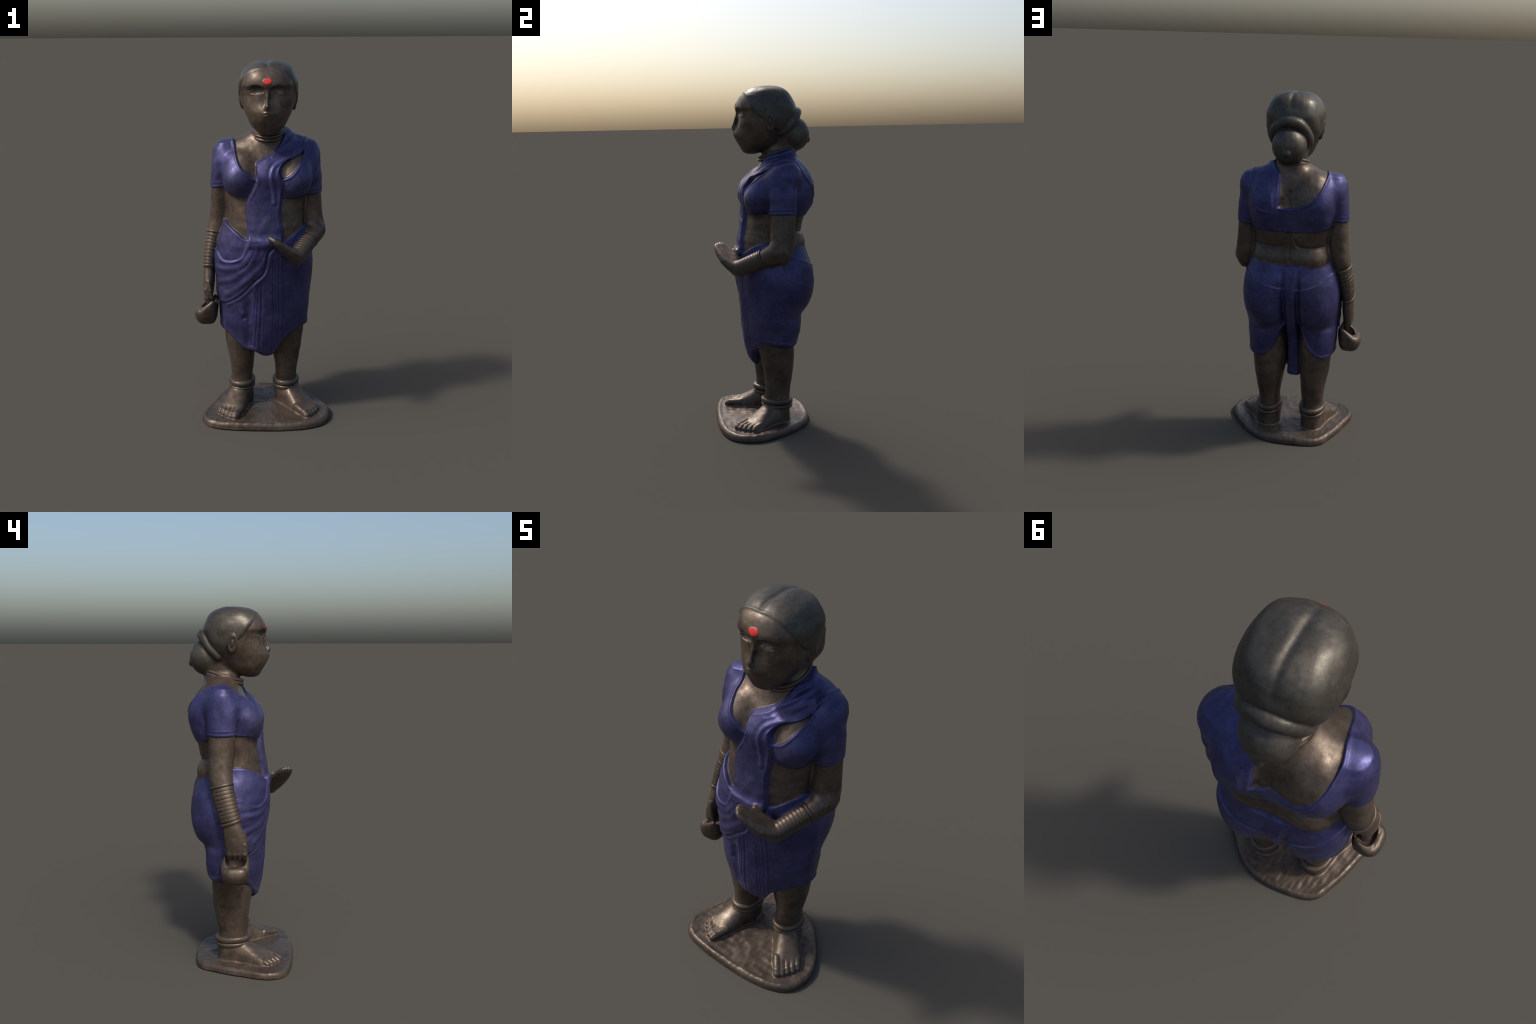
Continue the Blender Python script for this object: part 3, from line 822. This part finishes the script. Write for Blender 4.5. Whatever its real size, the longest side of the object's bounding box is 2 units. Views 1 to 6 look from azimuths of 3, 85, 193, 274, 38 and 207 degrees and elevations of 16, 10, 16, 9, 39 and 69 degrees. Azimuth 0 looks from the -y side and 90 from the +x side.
for l in sorted(set(lab)):
    nm = l.split('.')[0]
    made[l] = add(nm, to_mesh(nm, V, T[lab == l], N), mats.get(nm, BRONZE))
for a, p in (('hand', 'arm'), ('hand.L', 'arm.L'), ('foot', 'leg'), ('foot.L', 'leg.L')):
    if a in made and p in made: made[a].parent = made[p]
if 'forehead_mark' in made: made['forehead_mark'].parent = made['face']

# --- pot with a slanted open mouth
pot_out = Loft([(.529, -.340, -.290, -.030, .028), (.536, -.358, -.277, -.052, .048), (.552, -.375, -.266, -.067, .064), (.585, -.386, -.258, -.076, .073),
                (.62, -.380, -.254, -.077, .074), (.66, -.37, -.254, -.074, .071), (.71, -.35, -.258, -.070, .066)], n=2.8)
pot_in = Loft([(.606, -.330, -.280, -.028, .026), (.614, -.342, -.270, -.044, .040), (.64, -.350, -.262, -.056, .052), (.68, -.350, -.245, -.058, .054),
               (.72, -.35, -.24, -.056, .052)], n=2.6)
def pot_field(P):
    P = np.ascontiguousarray(P, f32)
    d = pot_out(P)
    mouth = P[:, 2] - (.628 + .80 * np.maximum(P[:, 0] + .350, 0))
    d = smax(d, mouth * .80, .022)
    d = smax(d, -pot_in(P), .008)
    return d - .0015 * lumps(P, 55, 9)
pv, pq = mesh_field(pot_field, (-.42, -.11, .50), (-.22, .11, .76), .0025)
pv = settle(pot_field, pv, .0025)
pt = np.concatenate([pq[:, [0, 1, 2]], pq[:, [0, 2, 3]]])
add('pot', to_mesh('pot', pv, pt, vnormals(pv, pt)), BRONZE)

# --- rings: one shared ring section, swept round an ellipse
def ring_mesh(name, tw, th, nu=72, nv=16, p=.8):
    """unit ring of radius .05; tw radial half thickness, th half height"""
    u = np.linspace(0, 2 * np.pi, nu, endpoint=False); v = np.linspace(0, 2 * np.pi, nv, endpoint=False)
    U, W = np.meshgrid(u, v, indexing='ij')
    e = lambda c: np.sign(c) * np.abs(c) ** p
    R = .05 + tw * e(np.cos(W)); Z = th * e(np.sin(W)) + .0006 * np.sin(3 * U)
    P = np.stack([R * np.cos(U), R * np.sin(U), Z], -1).reshape(-1, 3)
    i, j = np.meshgrid(np.arange(nu), np.arange(nv), indexing='ij')
    q = lambda a, b: ((a % nu) * nv + b % nv)
    F = np.stack([q(i, j), q(i + 1, j), q(i + 1, j + 1), q(i, j + 1)], -1).reshape(-1, 4)
    me = bpy.data.meshes.new(name); me.from_pydata(P.tolist(), [], F.tolist())
    for p in me.polygons: p.use_smooth = True
    me.materials.append(BRONZE); return me

def place_ring(name, me, c, axis, side, rx, ry, sz=1.0, parent=None):
    ob = bpy.data.objects.new(name, me); col.objects.link(ob); ob.parent = parent or root
    a = Vector(axis).normalized(); s = Vector(side); s = (s - a * s.dot(a)).normalized(); t = a.cross(s)
    M = Matrix((s, t, a)).transposed().to_4x4()
    M = Matrix.Translation(Vector(c)) @ M @ Matrix.Diagonal((rx / .05, ry / .05, sz, 1))
    ob.matrix_world = M
    return ob

bangle = ring_mesh('bangle', .0042, .0112, p=.6)
cuff = ring_mesh('bangle_cuff', .0070, .0080)
sp_z = [1.10, 1.06, 1.00, .93, .86, .82]
arm_c = lambda t: np.array([np.interp(t, sp_z[::-1], [-.3015, -.3015, -.2945, -.2815, -.2655, -.258]),
                            np.interp(t, sp_z[::-1], [.008, .022, .0415, .061, .0765, .083]), t])
nb_r = 9
for i in range(nb_r + 2):
    f = i / (nb_r + 1)
    zz = 1.050 + (.862 - 1.050) * f
    c = arm_c(zz); d = arm_c(zz - .02) - arm_c(zz + .02); d[2] *= 1; d[1] *= 1.1
    rx = np.interp(f, [0, 1], [.0465, .0335]); ry = np.interp(f, [0, .5, 1], [.0570, .0550, .0505])
    end = i in (0, nb_r + 1)
    place_ring('bangle', cuff if end else bangle, c + np.array([rng.uniform(-.001, .001), rng.uniform(-.001, .001), 0]),
               d + rng.normal(0, .0008, 3), (1, 0, 0), rx + (.002 if end else 0), ry + (.002 if end else 0), 1.0, made.get('arm'))
n_l = 9
for i in range(n_l + 1):
    f = i / n_l; s = .095 + (.262 - .095) * f
    c = EL + FA[1][2] * s
    r = np.interp(f, [0, 1], [.0465, .0400])
    place_ring('bangle', cuff if i == 0 else bangle, c, FA[1][2] + rng.normal(0, .02, 3), (1, 0, 0), r, r * 1.04, .95, made.get('arm.L'))

anklet = ring_mesh('anklet', .011, .017)
anklet_thin = ring_mesh('anklet_thin', .009, .012)
for key, cx, cy, rx, ry, ty in (('leg', -.123, .035, .064, .084, -.10), ('leg.L', .135, .058, .064, .078, -.04)):
    place_ring('anklet', anklet, (cx, cy, .160), (0, -ty * 0 + .06, 1), (1, 0, 0), rx, ry, 1, made[key])
    place_ring('anklet', anklet_thin, (cx, cy, .131), (0, .06, 1), (1, 0, 0), rx + .001, ry, 1, made[key])

choker = ring_mesh('necklace', .006, .0095)
for dz, r in ((.008, .0855), (-.009, .0865)):
    place_ring('necklace', choker, (.030, .094, 1.618 + dz), (0, -.30, 1), (1, 0, 0), r, r * 1.22, 1, made.get('neck'))
